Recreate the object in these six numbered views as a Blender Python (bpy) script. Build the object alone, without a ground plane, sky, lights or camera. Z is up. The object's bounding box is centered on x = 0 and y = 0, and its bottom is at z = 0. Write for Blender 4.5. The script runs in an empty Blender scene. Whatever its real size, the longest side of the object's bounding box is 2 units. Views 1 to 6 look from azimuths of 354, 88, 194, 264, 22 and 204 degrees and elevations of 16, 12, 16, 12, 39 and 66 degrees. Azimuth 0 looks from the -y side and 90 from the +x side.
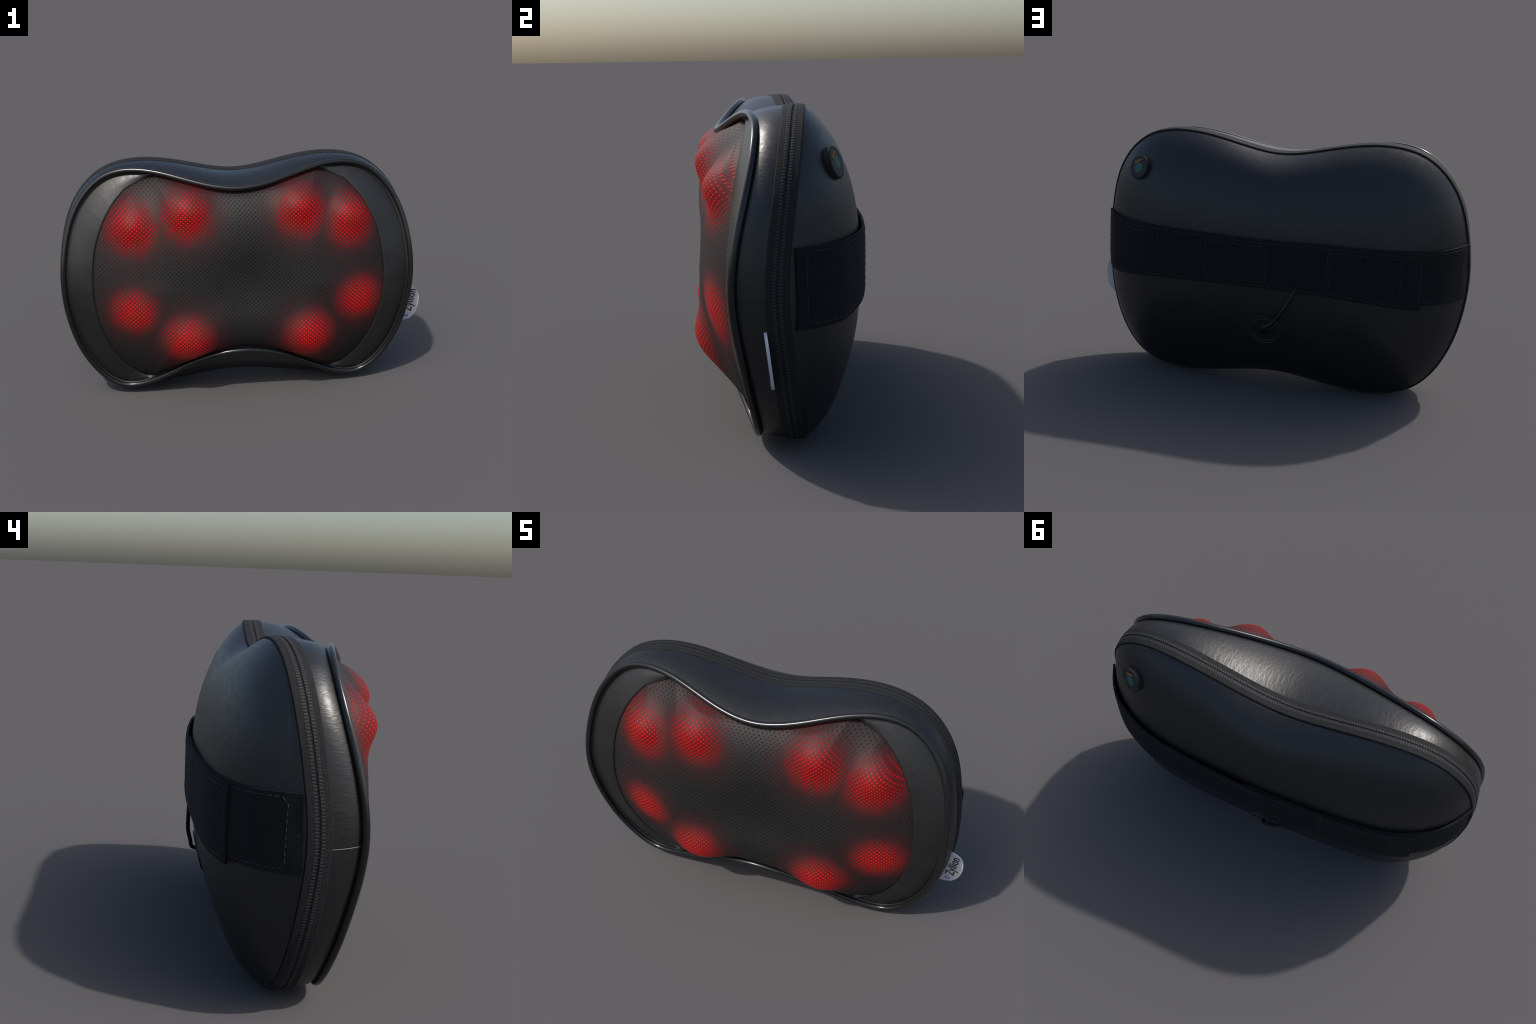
import bpy, bmesh, math, random
import numpy as np
from mathutils import Vector, Matrix
from mathutils.bvhtree import BVHTree

# ------------------------------------------------------------------ frame
CX, CZ = -0.0275, 0.655          # middle of the pillow (the tag makes the box lopsided)
NT = 768                         # samples round the outline

# right half of each rim, from the +x end over the top to the waist, then
# from the waist at the bottom back to the +x end: (x, y, z); mirrored in x
PIPING_TOP = [(.944, -.207, .672), (.927, -.185, .872), (.856, -.135, 1.089), (.693, -.112, 1.250),
              (.460, -.150, 1.271), (.221, -.217, 1.213), (0, -.250, 1.180)]
PIPING_LOW = [(0, -.255, .273), (.250, -.219, .214), (.472, -.148, .094), (.667, -.112, .057),
              (.827, -.133, .202), (.921, -.180, .453)]
ZIP_TOP = [(.971, -.049, .665), (.949, -.034, .876), (.879, -.003, 1.099), (.722, .025, 1.262),
           (.478, .050, 1.307), (.220, .061, 1.264), (0, .062, 1.230)]
ZIP_LOW = [(0, .060, .062), (.247, .064, .036), (.507, .055, .010), (.737, .028, .060),
           (.886, -.004, .236), (.955, -.033, .459)]


def closed_curve(top, low, n=NT):
    """Smooth closed curve (periodic cubic spline) through a half rim and its mirror image."""
    right = top + low
    k = len(top) - 1
    left_top = [(-x, y, z) for x, y, z in reversed(top[:-1])]
    left_low = [(-x, y, z) for x, y, z in reversed(low[1:])]
    pts = np.array(top + left_top + left_low + low, float)
    m = len(pts)
    # periodic cubic spline second derivatives with chord-length knots
    chord = np.linalg.norm(np.roll(pts, -1, 0) - pts, axis=1)
    A = np.zeros((m, m)); rhs = np.zeros((m, 3))
    for i in range(m):
        h0, h1 = chord[i - 1], chord[i]
        A[i, i - 1] += h0; A[i, i] += 2 * (h0 + h1); A[i, (i + 1) % m] += h1
        rhs[i] = 6 * ((pts[(i + 1) % m] - pts[i]) / h1 - (pts[i] - pts[i - 1]) / h0)
    M = np.linalg.solve(A, rhs)
    # the same parameter on every rim: knot index (the rims share the knot layout)
    u = np.arange(n) / n * m
    i = np.floor(u).astype(int) % m; f = u - np.floor(u)
    j = (i + 1) % m; h = chord[i][:, None]; f = f[:, None]; g = 1 - f
    c = g * pts[i] + f * pts[j] + h * h / 6 * ((g ** 3 - g) * M[i] + (f ** 3 - f) * M[j])
    c[:, 0] += CX
    return c


def outward(curve):
    """Unit outward normal of a rim in the x-z plane."""
    t = np.roll(curve, -1, 0) - np.roll(curve, 1, 0)
    n = np.stack([t[:, 2], np.zeros(len(t)), -t[:, 0]], 1)
    return n / np.linalg.norm(n, axis=1, keepdims=True)


PIP = closed_curve(PIPING_TOP, PIPING_LOW)
ZIP = closed_curve(ZIP_TOP, ZIP_LOW)
PN, ZN = outward(PIP), outward(ZIP)
Y = np.array([0, 1.0, 0])
ANG = np.arange(NT) / NT * 2 * np.pi


def spine(half, depth_mid, depth_end):
    """Ridge line of a cushion dome: runs along x at mid height."""
    c = np.cos(ANG)
    x = half * np.sign(c) * np.abs(c) ** 1.0
    y = depth_mid + (depth_end - depth_mid) * (x / half) ** 2
    return np.stack([CX + x, y, np.full(NT, CZ)], 1)


def dome(rim, ridge, power, rings, crisp=0.0):
    """Loft from a rim to a ridge line: profile 1-(1-s)^power, with a steep share at the rim."""
    s = np.linspace(0, 1, rings) ** 1.15
    g = rim[None] + (ridge - rim)[None] * s[:, None, None]
    a = np.broadcast_to(crisp, (NT,))[None]
    f = (1 - a) * (1 - (1 - s[:, None]) ** np.broadcast_to(power, (NT,))[None]) + a * (1 - (1 - s[:, None]) ** 15)
    g[..., 1] = rim[None, :, 1] + (ridge - rim)[None, :, 1] * f
    return g


SHELL_RIM = ZIP - ZN * .007 + Y * .041



def fullness(rim, lobe_top, lobe_low, ends, waist_top, waist_low):
    """Profile power round the rim: how boxy the cushion is at the lobes, ends and waist."""
    x, top = np.abs(rim[:, 0] - CX), np.clip((rim[:, 2] - CZ) / .5 + .5, 0, 1)
    waist = np.exp(-(x / .30) ** 2)
    end = np.clip((x - .55) / .33, 0, 1); end = end * end * (3 - 2 * end)
    lobe = lobe_low + (lobe_top - lobe_low) * top
    p = lobe * (1 - end) + ends * end
    return p * (1 - waist) + (waist_low + (waist_top - waist_low) * top) * waist


def relax(grid, steps):
    """Diffuse the depth of a domed grid so that the ridge ends and rim corners leave no crease."""
    mirror = (-np.arange(NT)) % NT
    y = grid[..., 1]
    for _ in range(steps):
        ext = np.concatenate([y, y[-2][mirror][None]])
        avg = (np.roll(y, 1, 1) + np.roll(y, -1, 1))[1:] * .25 + (ext[2:] + ext[:-2]) * .25
        y[1:] = y[1:] * .4 + avg * .6
        y[-1] = (y[-1] + y[-1][mirror]) / 2


SHELL = dome(SHELL_RIM, spine(.46, .334, .302), fullness(SHELL_RIM, 2.45, 1.85, 2.35, 2.75, 2.0), 90,
             fullness(SHELL_RIM, .12, .22, .17, .36, .38))
relax(SHELL, 60)


def grid_faces(rings, n, closed=True, flip=False):
    r, c = np.meshgrid(np.arange(rings - 1), np.arange(n if closed else n - 1), indexing="ij")
    d = (c + 1) % n
    q = np.stack([r * n + c, r * n + d, (r + 1) * n + d, (r + 1) * n + c], -1).reshape(-1, 4)
    return q[:, ::-1] if flip else q


# ------------------------------------------------------------------ materials
def new_material(name):
    m = bpy.data.materials.new(name)
    m.use_nodes = True
    nt = m.node_tree
    return m, nt, nt.nodes["Principled BSDF"]


class Nodes:
    """Small helper that chains shader nodes."""

    def __init__(self, nt):
        self.nt = nt

    def add(self, kind, **props):
        n = self.nt.nodes.new(kind)
        for k, v in props.items():
            setattr(n, k, v)
        return n

    def link(self, a, b):
        self.nt.links.new(a, b)

    def math(self, op, a, b=None, clamp=False):
        n = self.add("ShaderNodeMath", operation=op, use_clamp=clamp)
        for i, v in enumerate((a, b)):
            if v is None:
                continue
            if isinstance(v, (int, float)):
                n.inputs[i].default_value = v
            else:
                self.link(v, n.inputs[i])
        return n.outputs[0]

    def ramp(self, v, lo, hi, a=0.0, b=1.0, smooth=True):
        n = self.add("ShaderNodeMapRange", interpolation_type="SMOOTHSTEP" if smooth else "LINEAR")
        self.link(v, n.inputs["Value"])
        n.inputs["From Min"].default_value, n.inputs["From Max"].default_value = lo, hi
        n.inputs["To Min"].default_value, n.inputs["To Max"].default_value = a, b
        return n.outputs["Result"]

    def mix(self, f, a, b):
        n = self.add("ShaderNodeMix", data_type="RGBA")
        if isinstance(f, (int, float)):
            n.inputs["Factor"].default_value = f
        else:
            self.link(f, n.inputs["Factor"])
        for s, v in ((n.inputs[6], a), (n.inputs[7], b)):
            if isinstance(v, (tuple, list)):
                s.default_value = (*v, 1)
            else:
                self.link(v, s)
        return n.outputs[2]

    def coords(self, scale=(1, 1, 1), rot=(0, 0, 0)):
        t = self.add("ShaderNodeTexCoord")
        m = self.add("ShaderNodeMapping")
        m.inputs["Scale"].default_value = scale
        m.inputs["Rotation"].default_value = rot
        self.link(t.outputs["Object"], m.inputs["Vector"])
        return m.outputs[0]

    def noise(self, vec, scale, detail=3, rough=.55, distort=0.0):
        n = self.add("ShaderNodeTexNoise")
        self.link(vec, n.inputs["Vector"])
        n.inputs["Scale"].default_value, n.inputs["Detail"].default_value = scale, detail
        n.inputs["Roughness"].default_value, n.inputs["Distortion"].default_value = rough, distort
        return n.outputs["Fac"]

    def bump(self, h, strength, dist, bsdf, before=None):
        n = self.add("ShaderNodeBump")
        n.inputs["Strength"].default_value, n.inputs["Distance"].default_value = strength, dist
        self.link(h, n.inputs["Height"])
        if before is not None:
            self.link(before, n.inputs["Normal"])
        self.link(n.outputs[0], bsdf.inputs["Normal"])
        return n.outputs[0]


def leather(name, colour, rough, grain, stretch=(1, 1, 1), rot=(0, 0, 0)):
    m, nt, b = new_material(name)
    k = Nodes(nt)
    v = k.coords(stretch, rot)
    big = k.noise(v, 45, 3, .5, .6)
    fine = k.noise(v, 150, 2, .5)
    h = k.math("ADD", big, k.math("MULTIPLY", fine, .35))
    tone = k.ramp(k.noise(k.coords(), 6, 3), .3, .7, 0, 1)
    c = k.mix(tone, [x * .9 for x in colour], [x * 1.1 for x in colour])
    k.link(c, b.inputs["Base Color"])
    k.link(k.ramp(big, .3, .7, rough - .04, rough + .04), b.inputs["Roughness"])
    k.bump(h, grain, .01, b)
    return m


def plain(name, colour, rough, metallic=0.0, grain=0.0, scale=200):
    m, nt, b = new_material(name)
    k = Nodes(nt)
    n = k.noise(k.coords(), scale, 2)
    c = k.mix(k.ramp(n, .3, .7), [x * .85 for x in colour], [x * 1.12 for x in colour])
    k.link(c, b.inputs["Base Color"])
    b.inputs["Roughness"].default_value = rough
    b.inputs["Metallic"].default_value = metallic
    if grain:
        k.bump(n, grain, .004, b)
    return m


# massage nodes: (x, z, bump height, bump radius) on the front cover
NODES = [(-.610, 1.025, .060, .094), (-.305, 1.105, .068, .105), (.290, 1.110, .068, .105), (.583, 1.030, .062, .094),
         (-.600, .540, .014, .100), (-.325, .348, .068, .128), (.325, .343, .068, .128), (.605, .550, .014, .100),
         (.010, .980, .016, .200), (CX, .650, -.012, .150), (-.40, .560, .010, .150), (.345, .560, .010, .150), (CX - .12, .450, .010, .120), (CX + .14, .450, .012, .120)]
GLOW = [(-.595, .995, .124), (-.305, 1.050, .122), (.295, 1.050, .122), (.565, .985, .122),
        (-.605, .540, .110), (-.325, .380, .120), (.335, .372, .120), (.615, .548, .112)]
PITCH = .0163


def mesh_fabric():
    m, nt, b = new_material("perforated_mesh_fabric")
    k = Nodes(nt)
    t = k.add("ShaderNodeTexCoord")
    sep = k.add("ShaderNodeSeparateXYZ")
    k.link(t.outputs["Object"], sep.inputs[0])
    x, z = sep.outputs[0], sep.outputs[2]
    wob = k.noise(k.coords(), 7, 1)
    wob = k.math("MULTIPLY", k.math("SUBTRACT", wob, .5), .9)
    s = 1 / (PITCH * math.sqrt(2))
    a = k.math("ADD", k.math("MULTIPLY", k.math("ADD", x, z), s), wob)
    c = k.math("MULTIPLY", k.math("SUBTRACT", x, z), s)
    fa = k.math("SUBTRACT", k.math("FRACT", a), .5)
    fc = k.math("SUBTRACT", k.math("FRACT", c), .5)
    d = k.math("SQRT", k.math("ADD", k.math("MULTIPLY", fa, fa), k.math("MULTIPLY", fc, fc)))
    hole = k.ramp(d, .10, .33, 1, 0)
    # warm light of the eight nodes shining through
    glow = None
    for gx, gz, gr in GLOW:
        n = k.add("ShaderNodeCombineXYZ")
        k.link(x, n.inputs[0]); k.link(z, n.inputs[2])
        v = k.add("ShaderNodeVectorMath", operation="DISTANCE")
        k.link(n.outputs[0], v.inputs[0]); v.inputs[1].default_value = (gx, 0, gz)
        r = k.math("DIVIDE", v.outputs["Value"], gr)
        g = k.math("MULTIPLY", k.math("EXPONENT", k.math("MULTIPLY", k.math("POWER", r, 2.7), -1.0)), 1.0)
        r = k.math("DIVIDE", v.outputs["Value"], gr * 1.6)
        g = k.math("MAXIMUM", g, k.math("MULTIPLY", k.math("EXPONENT", k.math("MULTIPLY", k.math("POWER", r, 3.2), -1.0)), .13))
        glow = g if glow is None else k.math("MAXIMUM", glow, g)
    cloth = k.mix(glow, (.0110, .0110, .0113), (.085, .005, .005))
    dot = k.mix(glow, (.0026, .0026, .0028), (.32, .006, .006))
    k.link(k.mix(hole, cloth, dot), b.inputs["Base Color"])
    b.inputs["Roughness"].default_value = .6
    k.link(k.ramp(k.math("MAXIMUM", hole, k.math("MULTIPLY", glow, .6)), 0, 1, .32, .14), b.inputs["Specular IOR Level"])
    e = k.mix(hole, k.mix(glow, (0, 0, 0), (.098, .002, .002)), k.mix(glow, (0, 0, 0), (.48, .010, .007)))
    k.link(e, b.inputs["Emission Color"])
    b.inputs["Emission Strength"].default_value = 1.0
    ridge = k.math("SINE", k.math("MULTIPLY", c, 2 * math.pi * 2))
    h = k.math("SUBTRACT", k.math("MULTIPLY", ridge, .10), k.math("MULTIPLY", hole, .55))
    k.bump(h, .35, .004, b)
    return m


def webbing():
    m, nt, b = new_material("elastic_webbing")
    k = Nodes(nt)
    t = k.add("ShaderNodeTexCoord")
    sep = k.add("ShaderNodeSeparateXYZ")
    k.link(t.outputs["Object"], sep.inputs[0])
    wob = k.noise(k.coords((6, 6, 1)), 8, 2)
    ph = k.math("ADD", k.math("MULTIPLY", sep.outputs[2], 2 * math.pi / .0070), k.math("MULTIPLY", wob, .8))
    rib = k.ramp(k.math("SINE", ph), -1, 1)
    fleck = k.noise(k.coords((60, 60, 220)), 1.4, 3, .7)
    f = k.math("MULTIPLY", rib, k.ramp(fleck, .35, .7))
    k.link(k.mix(f, (.0050, .0053, .0065), (.012, .0125, .015)), b.inputs["Base Color"])
    b.inputs["Roughness"].default_value = .85
    b.inputs["Specular IOR Level"].default_value = .25
    k.bump(k.math("ADD", k.math("MULTIPLY", rib, .6), fleck), .4, .003, b)
    return m


def zip_cloth():
    m, nt, b = new_material("zipper_tape_cloth")
    k = Nodes(nt)
    n = k.noise(k.coords(), 210, 3, .7)
    t = k.noise(k.coords((1, 2.4, 1)), 90, 2, .6)
    f = k.math("MULTIPLY", k.ramp(t, .3, .7, .3, 1), k.ramp(n, .3, .7, .35, 1))
    k.link(k.mix(f, (.006, .006, .0063), (.017, .017, .017)), b.inputs["Base Color"])
    b.inputs["Roughness"].default_value = .8
    b.inputs["Specular IOR Level"].default_value = .3
    k.bump(f, .5, .003, b)
    return m


M_SHELL = leather("smooth_black_leather", (.0090, .0092, .0097), .43, .05)  # base colour darkened a little for the ambient shading on the back
M_GUSSET = leather("grained_black_leather", (.0105, .0105, .0108), .38, .12, (1.3, .5, 1.6))
M_TRIM = leather("trim_black_leather", (.0105, .0105, .0108), .42, .07, (1.5, 1.5, 1.5))
M_PIPE = plain("glossy_black_vinyl", (.009, .009, .0095), .24, 0, .02, 90)
M_MESH = mesh_fabric()
M_WEB = webbing()
M_THREAD = plain("charcoal_thread", (.018, .019, .024), .8)
M_ZIP = zip_cloth()
M_TEETH = plain("dark_nylon_teeth", (.0125, .0125, .0125), .65)
M_GAP = plain("black_gap", (.0025, .0025, .003), .7)
M_BUTTON = plain("dark_navy_cloth", (.0115, .0125, .017), .6, 0, .1, 300)
M_BUTTON_SIDE = plain("button_edge_black", (.006, .006, .0065), .9)
M_BLACK_THREAD = plain("black_thread", (.0025, .0025, .003), .7)
M_TEAL = plain("teal_print", (.016, .105, .080), .6)
M_ORANGE = plain("orange_print", (.46, .20, .018), .7)
M_RUBBER = plain("black_rubber", (.0085, .0088, .0098), .5)
M_CORD = plain("black_cord_rubber", (.004, .004, .0045), .35)
M_TAG = plain("white_label_cloth", (.50, .51, .54), .8, 0, .1, 400)
M_INK = plain("black_ink", (.012, .012, .013), .7)
M_BLUE = plain("blue_ink", (.16, .15, .42), .7)
M_SEAM_HIGHLIGHT = plain("painted_seam_highlight", (.16, .16, .155), .5)  # pale colour draws the bright glint along the seam at the -x end


# ------------------------------------------------------------------ objects
ROOT = bpy.data.objects.new("massage_pillow", None)
bpy.context.collection.objects.link(ROOT)
ROOT["label"] = "black waisted massage pillow with eight red glowing nodes and strap"
ROOT["category"] = "massage pillow"


def add_mesh(name, verts, faces, mat, parent=ROOT, smooth=True, weld=0.0, stuff=False):
    me = bpy.data.meshes.new(name)
    me.from_pydata([tuple(map(float, v)) for v in verts], [], [tuple(map(int, f)) for f in faces])
    if weld:
        bm = bmesh.new(); bm.from_mesh(me)
        bmesh.ops.remove_doubles(bm, verts=bm.verts, dist=weld)
        bmesh.ops.dissolve_degenerate(bm, dist=1e-6, edges=bm.edges)
        bm.to_mesh(me); bm.free()
    me.materials.append(mat)
    if smooth is True:
        me.polygons.foreach_set("use_smooth", [True] * len(me.polygons))
    elif smooth:
        me.polygons.foreach_set("use_smooth", [True] * len(me.polygons))
        me.set_sharp_from_angle(angle=math.radians(smooth))
    me.update()
    o = bpy.data.objects.new(name, me)
    bpy.context.collection.objects.link(o)
    o.parent = parent
    if stuff:
        o["kind"] = "stuff"
    return o


def loft(name, rings, mat, flip=False, closed=True, **kw):
    rings = np.asarray(rings)
    r, n = rings.shape[:2]
    return add_mesh(name, rings.reshape(-1, 3), grid_faces(r, n, closed, flip), mat, **kw)


def tube(path, radius, sides=12, closed=False, caps=True):
    """Round tube round a poly-line; radius may be an array."""
    path = np.asarray(path, float)
    n = len(path)
    t = (np.roll(path, -1, 0) - np.roll(path, 1, 0)) if closed else np.gradient(path, axis=0)
    t /= np.linalg.norm(t, axis=1, keepdims=True)
    rad = np.broadcast_to(radius, (n,))
    ref = np.array([0, 1.0, 0]) if abs(t[:, 1]).max() < .9 else np.array([1.0, 0, 0])
    u = np.cross(t, ref); u /= np.linalg.norm(u, axis=1, keepdims=True)
    w = np.cross(t, u)
    a = np.arange(sides) / sides * 2 * np.pi
    v = path[:, None] + rad[:, None, None] * (np.cos(a)[None, :, None] * u[:, None] + np.sin(a)[None, :, None] * w[:, None])
    v = v.reshape(-1, 3)
    f = []
    for i in range(n if closed else n - 1):
        p, q = i * sides, ((i + 1) % n) * sides
        for j in range(sides):
            k = (j + 1) % sides
            f.append((p + j, q + j, q + k, p + k))
    if not closed and caps:
        f.append(tuple(range(sides))); f.append(tuple(range((n - 1) * sides, n * sides))[::-1])
    return v, f


class Bag:
    """Collects many small solids into one mesh."""

    def __init__(self):
        self.v, self.f = [], []

    def put(self, v, f):
        o = len(self.v)
        self.v.extend(np.asarray(v).tolist()); self.f.extend([tuple(o + i for i in q) for q in f])

    def box(self, c, a, b, n):
        """Bevel-topped box: centre, half axes a, b and height n."""
        c, a, b, n = (np.asarray(q, float) for q in (c, a, b, n))
        v = []
        for h, s in ((-.3, 1), (.6, 1), (1, .7)):
            for i, j in ((-1, -1), (1, -1), (1, 1), (-1, 1)):
                v.append(c + a * i * (s if h == 1 else 1) + b * j * s + n * h)
        f = [(8, 9, 10, 11)]
        for r in (0, 4):
            for i in range(4):
                j = (i + 1) % 4
                f.append((r + i, r + j, r + 4 + j, r + 4 + i))
        self.put(v, f)


def text_mesh(name, body, size, mat, parent, origin, right, up, thick=.0006, align="CENTER", width=None, bold=0.0):
    cu = bpy.data.curves.new(name, "FONT")
    cu.body, cu.size, cu.extrude = body, size, thick
    cu.offset = bold
    cu.align_x, cu.align_y = align, "CENTER"
    tmp = bpy.data.objects.new(name + "_tmp", cu)
    bpy.context.collection.objects.link(tmp)
    bpy.context.view_layer.update()
    me = bpy.data.meshes.new_from_object(tmp.evaluated_get(bpy.context.evaluated_depsgraph_get()))
    bpy.data.objects.remove(tmp)
    co = np.array([v.co for v in me.vertices])
    if width:
        co[:, 0] *= width / (np.ptp(co[:, 0]))
    right, up = np.array(right, float), np.array(up, float)
    right /= np.linalg.norm(right); up -= right * (up @ right); up /= np.linalg.norm(up)
    nrm = np.cross(right, up)
    w = np.array(origin) + co[:, :1] * right + co[:, 1:2] * up + co[:, 2:] * nrm
    faces = [tuple(p.vertices) for p in me.polygons]
    bpy.data.meshes.remove(me)
    return add_mesh(name, w, faces, mat, parent, smooth=False)


# ---- back shell
shell_rings = np.concatenate([(ZIP - ZN * .020 + Y * .020)[None], (ZIP - ZN * .012 + Y * .037)[None], SHELL])
shell_o = loft("back_shell", shell_rings, M_SHELL, weld=2e-4)
shell_bvh = BVHTree.FromPolygons([tuple(v) for v in SHELL.reshape(-1, 3)], grid_faces(len(SHELL), NT).tolist())


def shell_y(x, z):
    h = shell_bvh.ray_cast(Vector((x, 2, z)), Vector((0, -1, 0)))
    return h[0].y if h[0] is not None else None


def shell_hit(x, z):
    h = shell_bvh.ray_cast(Vector((x, 2, z)), Vector((0, -1, 0)))
    n = h[1] if h[1].y > 0 else -h[1]
    return np.array(h[0]), np.array(n)


# ---- zipper: tape ribbon, two columns of teeth, dark slit
W = .0425
prof = [(-W + .002, -.012), (-W, -.002), (-W + .003, .001), (-.030, .0018), (-.012, .0026), (-.0045, .003), (-.004, -.002),
        (.004, -.002), (.0045, .003), (.012, .0026), (.030, .0018), (W - .003, .001), (W, -.002), (W - .002, -.012)]
zip_part = loft("zipper", np.array([ZIP + Y * a + ZN * b for a, b in prof]), M_ZIP, smooth=40)
loft("zipper_slit", np.array([ZIP + Y * a + ZN * -.0008 for a in (-.0042, .0042)]), M_GAP, parent=zip_part)
seg = np.linalg.norm(np.roll(ZIP, -1, 0) - ZIP, axis=1)
arc = np.concatenate([[0], np.cumsum(seg)])
count = int(arc[-1] / .0118)


def on_zip(s):
    s = s % arc[-1]
    i = int(np.searchsorted(arc, s, "right")) - 1
    i = min(i, NT - 1); f = (s - arc[i]) / seg[i]; j = (i + 1) % NT
    p = ZIP[i] * (1 - f) + ZIP[j] * f
    n = ZN[i] * (1 - f) + ZN[j] * f; n /= np.linalg.norm(n)
    t = ZIP[j] - ZIP[i]; t /= np.linalg.norm(t)
    return p, n, t


bag = Bag()
for side in (-1, 1):
    for i in range(count):
        p, n, t = on_zip((i + (.25 if side > 0 else .75)) * arc[-1] / count)
        bag.box(p + Y * side * .0112 + n * .0020, Y * .0062, t * .0037, n * .0016)
        if side > 0:
            bag.box(p - n * .0012, Y * .0040, t * .0016, n * .0022)
add_mesh("zipper_teeth", bag.v, bag.f, M_TEETH, zip_part, smooth=False, stuff=True)

# ---- side gusset between piping and zipper
gw = np.exp(-((PIP[:, 0] - CX) / .33) ** 2)
g0, g1 = PIP + Y * .008 - PN * .006, ZIP - Y * (W - .006) - ZN * .003
rings = [PIP + Y * .0 - PN * .012, PIP + Y * .010 - PN * .006]
for s in np.linspace(0, 1, 22)[1:]:
    n = PN * (1 - s) + ZN * s; n /= np.linalg.norm(n, axis=1, keepdims=True)
    rings.append(g0 * (1 - s) + g1 * s + n * ((.010 + np.where(PIP[:, 2] > CZ, .010, .034) * gw) * 4 * s * (1 - s) * (1 - .3 * s))[:, None])
rings = np.array(rings)
loft("side_gusset", rings, M_GUSSET, flip=True)
for i in (0, NT // 2):                       # joins of the gusset at both ends
    k = int(np.argmin(np.abs(rings[10, :, 2] - .655) + (np.sign(rings[10, :, 0] - CX) != (1 if i == 0 else -1)) * 9))
    line = rings[2:-1, k] + PN[k] * .0002
    v, f = tube(line, .0013, 8)
    add_mesh("gusset_seam", v, f, M_SEAM_HIGHLIGHT if i else M_GAP)

# ---- piping
v, f = tube(PIP, .0145, 20, closed=True)
add_mesh("piping", v, f, M_PIPE)

# ---- front: outline of the mesh cover, as radius round the middle
SEAM = [(0, -.70), (.30, -.63), (.487, -.559), (.571, -.538), (.644, -.473), (.697, -.392), (.731, -.320), (.766, -.214), (.784, -.121),
        (.791, -.003), (.783, .126), (.766, .228), (.739, .310), (.714, .366), (.669, .442), (.591, .530), (.468, .583),
        (.40, .602), (.30, .625), (0, .68)]
SEAM_Y = [(.05, -.100), (.096, -.113), (.182, -.138), (.263, -.164), (.335, -.184), (.44, -.207), (.534, -.217), (.652, -.224), (.781, -.218),
          (.883, -.206), (.965, -.197), (1.021, -.188), (1.097, -.171), (1.185, -.148), (1.238, -.134), (1.3, -.12)]
sa = np.array([math.atan2(z, x) for x, z in SEAM]); sr = np.array([math.hypot(x, z) for x, z in SEAM])
sz, sy = np.array(SEAM_Y).T


def inside(p):
    x, z = np.abs(p[:, 0] - CX), p[:, 2] - CZ
    return np.hypot(x, z) < np.interp(np.arctan2(z, x), sa, sr)


RIDGE_F = spine(.36, -.326, -.326)
lip = PIP - PN * .012 + Y * .004
floor = PIP - PN * .015 + Y * .012
lo, hi = np.zeros(NT), np.ones(NT)
lo[inside(floor)] = 0; hi[inside(floor)] = 0
for _ in range(30):
    mid = (lo + hi) / 2
    q = inside(floor + (RIDGE_F - floor) * mid[:, None])
    hi = np.where(q, mid, hi); lo = np.where(q, lo, mid)
lam = hi
edge = floor + (RIDGE_F - floor) * lam[:, None]
blend = np.clip(lam / .06, 0, 1)
edge[:, 1] = floor[:, 1] * (1 - blend) + np.interp(edge[:, 2], sz, sy) * blend + .004 * (1 - blend)

# leather trim: crescent between piping and cover, rolled in at its inner border
rings = [PIP - PN * .004 + Y * .002, lip, floor]
for s in np.linspace(0, 1, 16)[1:]:
    p = floor * (1 - s) + edge * s
    p[:, 1] -= .006 * np.sin(np.pi * s) * blend + .003 * blend * s
    rings.append(p)
tuck = edge + (RIDGE_F - edge) * .012 + Y * .010
rings += [edge + (RIDGE_F - edge) * .006 + Y * .001 * blend[:, None], tuck]
trim = np.array(rings)
loft("side_trim", trim, M_TRIM)

# mesh cover with massage nodes
cover = dome(edge + Y * .006, RIDGE_F, fullness(edge, 3.0, 2.3, 1.75, 4.0, 4.2), 150,
             fullness(edge, .20, .08, .0, .20, .38))
relax(cover, 170)                             # no crease from the seam corners
base = cover[..., 1].copy()
for gx, gz, hgt, rad in NODES:
    d = np.hypot(cover[..., 0] - gx, cover[..., 2] - gz) / rad
    cover[..., 1] -= hgt * np.exp(-np.abs(d) ** 2.2)
s = np.linspace(0, 1, 150)[:, None] ** 1.15
hold = np.clip(s / .06, 0, 1); hold = hold * hold * (3 - 2 * hold)
cover[..., 1] = base + (cover[..., 1] - base) * hold
loft("mesh_cover", cover, M_MESH, flip=True, weld=2e-4)

# ---- strap on the back
def strap_y(x, z, off):
    a, b = shell_y(x, z), shell_y(x, .69)
    a = a if a is not None else 0.0
    b = b if b is not None else 0.0
    return .25 * a + .75 * max(a, b) + off


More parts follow.
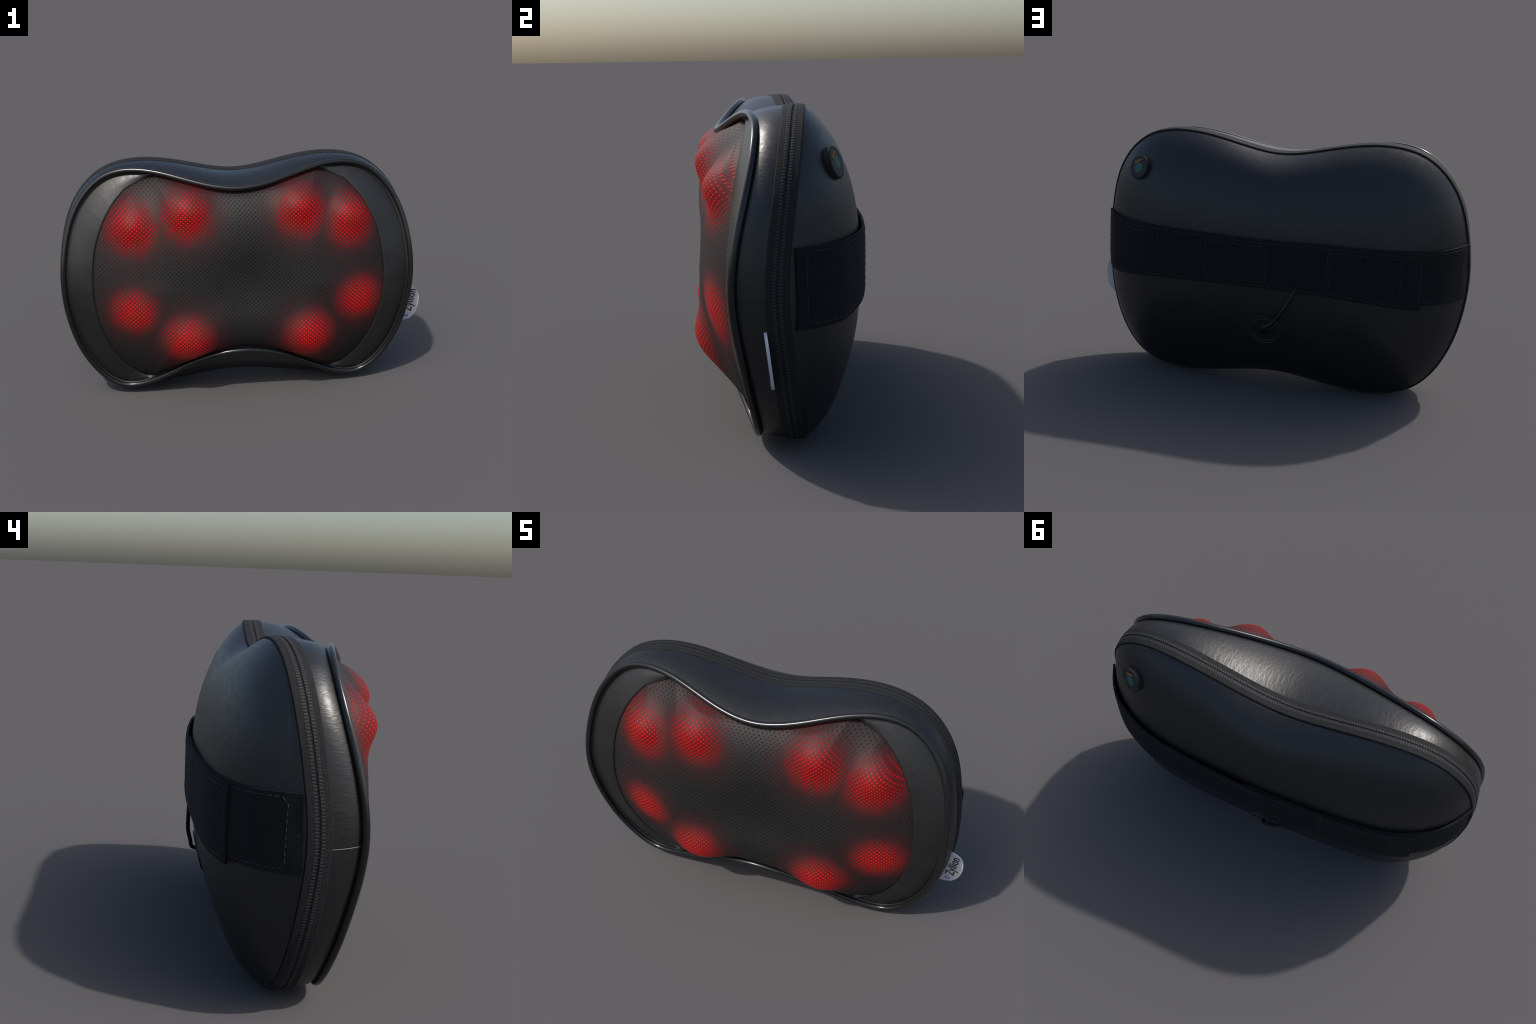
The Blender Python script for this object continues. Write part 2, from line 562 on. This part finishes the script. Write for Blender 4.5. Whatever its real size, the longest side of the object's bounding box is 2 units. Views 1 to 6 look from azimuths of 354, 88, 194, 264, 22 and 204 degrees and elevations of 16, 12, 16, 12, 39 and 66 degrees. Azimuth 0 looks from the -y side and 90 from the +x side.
def ribbon(xs, top, low, off, thick, rows=11):
    """Outer and inner skin of a strap: list of (outer grid, inner grid)."""
    out = np.zeros((len(xs), rows, 3)); inn = out.copy()
    for i, x in enumerate(xs):
        for j in range(rows):
            w = j / (rows - 1)
            z = top(x) * (1 - w) + low(x) * w
            edge_soft = .002 * (abs(2 * w - 1) ** 8)
            y = strap_y(x, z, off(x))
            out[i, j] = (x, y + thick - edge_soft, z); inn[i, j] = (x, y, z)
    # push the outer skin along the strap's own normal near the steep ends
    t = np.gradient(out[:, rows // 2], axis=0)
    n = np.stack([-t[:, 1], t[:, 0], 0 * t[:, 0]], 1); n /= np.linalg.norm(n, axis=1, keepdims=True)
    n *= np.sign(n[:, 1:2] + 1e-9)
    inn = out - n[:, None] * thick
    return out, inn


def ribbon_mesh(name, out, inn, parent):
    a, b = out.shape[:2]
    v = np.concatenate([out.reshape(-1, 3), inn.reshape(-1, 3)])
    N = a * b
    f = []
    for i in range(a - 1):
        for j in range(b - 1):
            q = (i * b + j, i * b + j + 1, (i + 1) * b + j + 1, (i + 1) * b + j)
            f.append(q); f.append(tuple(N + k for k in reversed(q)))
    rim = [i * b for i in range(a)] + [(a - 1) * b + j for j in range(1, b)] + [i * b + b - 1 for i in range(a - 2, -1, -1)] + [j for j in range(b - 2, 0, -1)]
    for i, p in enumerate(rim):
        q = rim[(i + 1) % len(rim)]
        f.append((q, p, N + p, N + q))
    o = add_mesh(name, v, f, M_WEB, parent, smooth=40)
    bm = bmesh.new(); bm.from_mesh(o.data); bmesh.ops.recalc_face_normals(bm, faces=bm.faces); bm.to_mesh(o.data); bm.free()
    return o


ip = lambda pts: (lambda x, p=sorted(pts): float(np.interp(x, [q[0] for q in p], [q[1] for q in p])))
main_top = ip([(.95, .838), (.6, .842), (0, .836), (-.3, .842), (-.55, .836), (-.80, .824)])
main_low = ip([(.95, .543), (.78, .546), (.56, .576), (.28, .588), (0, .594), (-.3, .586), (-.54, .566), (-.70, .548), (-.80, .536)])
xs_main = np.concatenate([CX + .960 - .100 * np.linspace(0, 1, 26) ** 1.7, np.linspace(CX + .855, -.792, 90)])
rise = lambda x: .003 + .017 * math.exp(-((x - .855) / .09) ** 2) + .005 * math.exp(-((x + .80) / .10) ** 2) + .011 * max(0.0, 1 - (abs(x - CX) / .92) ** 3)
o1, i1 = ribbon(xs_main, main_top, main_low, rise, .010)
strap = ribbon_mesh("back_strap", o1, i1, ROOT)
low_top = ip([(-1, .838), (-.85, .830), (-.5, .838), (.1, .836)])
low_low = ip([(-1, .558), (-.85, .558), (-.6, .562), (-.3, .59), (.1, .60)])
xs_low = np.concatenate([CX - .962 + .102 * np.linspace(0, 1, 26) ** 1.7, np.linspace(CX - .855, .05, 60)])
o2, i2 = ribbon(xs_low, low_top, low_low, lambda x: .002 + .005 * math.exp(-((x + .89) / .06) ** 2) + .001 * max(0.0, 1 - (abs(x - CX) / .92) ** 3), .009)
under = ribbon_mesh("strap_underlay", o2, i2, strap)


def stitch_rows(out, rows, bag, dash=.020, gap=.007, r=.0021):
    """Dashes along poly-lines given as (x, w) points on a ribbon's outer skin."""
    xs = out[:, 0, 0]
    order = np.argsort(xs)
    for row in rows:
        pts = []
        for (x0, w0), (x1, w1) in zip(row[:-1], row[1:]):
            n = max(2, int(60 * (abs(x1 - x0) + abs(w1 - w0) * .3)) + 2)
            for k in np.linspace(0, 1, n):
                x, w = x0 + (x1 - x0) * k, (w0 + (w1 - w0) * k) * (out.shape[1] - 1)
                j = min(int(w), out.shape[1] - 2); f = w - j
                col = out[:, j] * (1 - f) + out[:, j + 1] * f
                pts.append([np.interp(x, xs[order], col[order, c]) for c in range(3)])
        pts = np.array(pts)
        d = np.linalg.norm(np.diff(pts, axis=0), axis=1)
        keep = np.concatenate([[True], d > 1e-7]); pts = pts[keep]
        L = np.concatenate([[0], np.cumsum(np.linalg.norm(np.diff(pts, axis=0), axis=1))])
        s = 0.0
        while s + dash < L[-1]:
            q = np.array([[np.interp(s + dash * k, L, pts[:, c]) for c in range(3)] for k in np.linspace(0, 1, 5)])
            rad = r * np.array([.35, .9, 1, .9, .35])
            v, f = tube(q, rad, 6)
            bag.put(v, f)
            s += dash + gap


bag = Bag()
T, B = .055, .945
stitch_rows(o1, [
    [(.90, T), (-.770, T)], [(.90, B), (-.770, B)],
    [(-.770, T), (-.781, .12), (-.781, .88), (-.770, B)],
    [(.90, T), (.917, .14), (.917, .86), (.90, B)],
    [(.850, .10), (.850, .94)], [(.547, .10), (.547, .94)],
    [(.850, .13), (.547, .13)],
    [(.281, .13), (.281, .88)], [(-.033, .10), (-.033, .92)], [(.281, .13), (-.033, .13)], [(.281, .88), (-.033, .88)],
    [(-.338, .08), (-.338, .93)], [(-.350, .13), (-.350, .90)],
    [(-.350, .13), (-.680, .13), (-.690, .18), (-.690, .86), (-.680, .90)]], bag)
stitch_rows(o2, [[(-.80, T), (-.955, T)], [(-.80, B), (-.955, B)], [(-.955, T), (-.966, .14), (-.966, .86), (-.955, B)]], bag)
add_mesh("strap_stitching", bag.v, bag.f, M_THREAD, strap, stuff=True)


# ---- turned solids on the shell (button, grommet)
def frame_at(x, z):
    p, n = shell_hit(x, z)
    up = np.array([0, 0, 1.0]); up -= n * (up @ n); up /= np.linalg.norm(up)
    return p, np.cross(up, n), up, n


def lathe(frame, prof, sides=64, cap_start=False, cap_end=True):
    p, r, u, n = frame
    a = np.arange(sides) / sides * 2 * np.pi
    ring = np.cos(a)[:, None] * r + np.sin(a)[:, None] * u
    v = np.concatenate([p + ring * rad + n * h for rad, h in prof])
    f = grid_faces(len(prof), sides).tolist()
    if cap_end:
        f.append(list(range((len(prof) - 1) * sides, len(prof) * sides)))
    return v, f


BX, BZ, BR = .703, 1.104, .062
fb = frame_at(BX, BZ)
bn = np.array([.42, .86, .30]); bn = bn / np.linalg.norm(bn)      # the patch faces out and back
bu = np.array([0, 0, 1.0]); bu -= bn * (bu @ bn); bu /= np.linalg.norm(bu)
br = np.cross(bu, bn)
fb = (fb[0] + br * .009, br, bu, bn)
v, f = lathe(fb, [(BR, -.02), (BR, .013), (BR - .001, .0155), (BR - .0035, .0168)], cap_end=False)
button = add_mesh("power_button", v, f, M_BUTTON_SIDE, smooth=50)
v, f = lathe(fb, [(BR - .0034, .0162), (BR - .005, .0169), (BR - .012, .0175)])
add_mesh("button_face", v, f, M_BUTTON, button, smooth=50)
p, r, u, n = fb
bag = Bag()
for i in range(30):
    a0 = i / 30 * 2 * np.pi
    q = np.array([p + n * .0172 + (BR - .0062) * (math.cos(a) * r + math.sin(a) * u) for a in np.linspace(a0, a0 + .125, 5)])
    v, f = tube(q, .0013, 6); bag.put(v, f)
add_mesh("button_stitching", bag.v, bag.f, M_BLACK_THREAD, button, stuff=True)
tilt = math.radians(28)                      # the print is turned on the disc
ru = r * math.cos(tilt) + u * math.sin(tilt); uu = u * math.cos(tilt) - r * math.sin(tilt)
v, f = lathe((p - u * .003, r, u, n), [(.0250, .0165), (.0248, .0182), (.0240, .0186)])
add_mesh("button_light", v, f, M_TEAL, button, smooth=50)
text_mesh("button_lettering", "ON/OFF", .017, M_ORANGE, button, p + n * .0186 - r * .0126 + u * .0285, ru, uu, width=.046, bold=.0004)

GX, GZ = CX, .358
fg = frame_at(GX, GZ)
v, f = lathe(fg, [(.086, -.01), (.086, .002), (.084, .005), (.077, .0055), (.074, .0035), (.0735, .0015), (.072, .0015), (.0715, .0045),
                  (.069, .006), (.062, .0062), (.059, .004), (.058, -.002), (.050, -.008), (.040, -.010)], 72, cap_end=False)
grommet = add_mesh("cable_grommet", v, f, M_RUBBER, smooth=35)
v, f = lathe(fg, [(.058, -.004), (.035, -.001), (.014, .006), (.010, .008)], 6)
add_mesh("cable_gland", v, f, M_CORD, grommet, smooth=False)
p, r, u, n = fg
ctrl = np.array([p + n * .000 + u * .010, p + n * .022 + u * .028 - np.array([.012, 0, 0]), (-.085, .334, .425), (-.120, .345, .475), (-.152, .347, .530), (-.180, .346, .585), (-.200, .344, .64)])
tt = np.linspace(0, len(ctrl) - 1, 60)
cr = []
for t in tt:
    i = min(int(t), len(ctrl) - 2); f_ = t - i
    p0, p1, p2, p3 = ctrl[max(i - 1, 0)], ctrl[i], ctrl[i + 1], ctrl[min(i + 2, len(ctrl) - 1)]
    cr.append(.5 * (2 * p1 + (p2 - p0) * f_ + (2 * p0 - 5 * p1 + 4 * p2 - p3) * f_ ** 2 + (3 * p1 - p0 - 3 * p2 + p3) * f_ ** 3))
v, f = tube(np.array(cr), .0085, 14)
add_mesh("power_cable", v, f, M_CORD, grommet)

# ---- cloth tag at the side
A = np.array([.925, -.092, .545]); Bq = np.array([.890, -.066, .330])
along = (A - Bq) / np.linalg.norm(A - Bq); span = np.linalg.norm(A - Bq)
outdir = np.array([1.0, 0, 0]); outdir -= along * (outdir @ along); outdir /= np.linalg.norm(outdir)
front = np.cross(along, -outdir); front /= np.linalg.norm(front)
if front[1] > 0:
    front = -front
outl = []
for a in np.linspace(-np.pi / 2, np.pi / 2, 60):
    c, s = math.cos(a), math.sin(a)
    outl.append((Bq + A) / 2 + along * (span / 2) * np.sign(s) * abs(s) ** .85 + outdir * (.095 * abs(c) ** .80))
outl = np.array([Bq - outdir * .03] + outl + [A - outdir * .03])
over = outl[:, 0].max() - .9995
outl = outl - outdir * over
TH = .0055
m_ = len(outl)
v = np.concatenate([outl - front * TH, outl + front * TH])
f = [tuple(range(m_))[::-1], tuple(range(m_, 2 * m_))] + [(i, (i + 1) % m_, m_ + (i + 1) % m_, m_ + i) for i in range(m_)]
tag = add_mesh("label_tag", v, f, M_TAG, smooth=40)
bm = bmesh.new(); bm.from_mesh(tag.data); bmesh.ops.recalc_face_normals(bm, faces=bm.faces); bm.to_mesh(tag.data); bm.free()
mid = (A + Bq) / 2 - outdir * over
text_mesh("tag_lettering", "Zyllion", .062, M_INK, tag, mid + along * .020 + outdir * .045 + front * (TH + .0006), along, -outdir, width=.140, bold=.0007)
c0 = mid - along * .079 + outdir * .040 + front * (TH + .0004)
e1, e2 = along * .020, outdir * .031
ang = np.linspace(0, 2 * np.pi, 49)[:-1]
v, f = tube(np.array([c0 + math.cos(a) * e1 + math.sin(a) * e2 for a in ang]), .0009, 6, closed=True)
bag = Bag(); bag.put(v, f)
for k in (-1, 0, 1):
    bag.box(c0 + outdir * .0095 * k + outdir * .0, along * .0075, outdir * .0032, front * .0008)
    bag.box(c0 + outdir * .0095 * k + along * .004, along * .0022, outdir * .0042, front * .0009)
    bag.box(c0 + outdir * .0095 * k - along * .004, along * .0022, outdir * .0042, front * .0009)
add_mesh("tag_emblem", bag.v, bag.f, M_BLUE, tag, smooth=False)
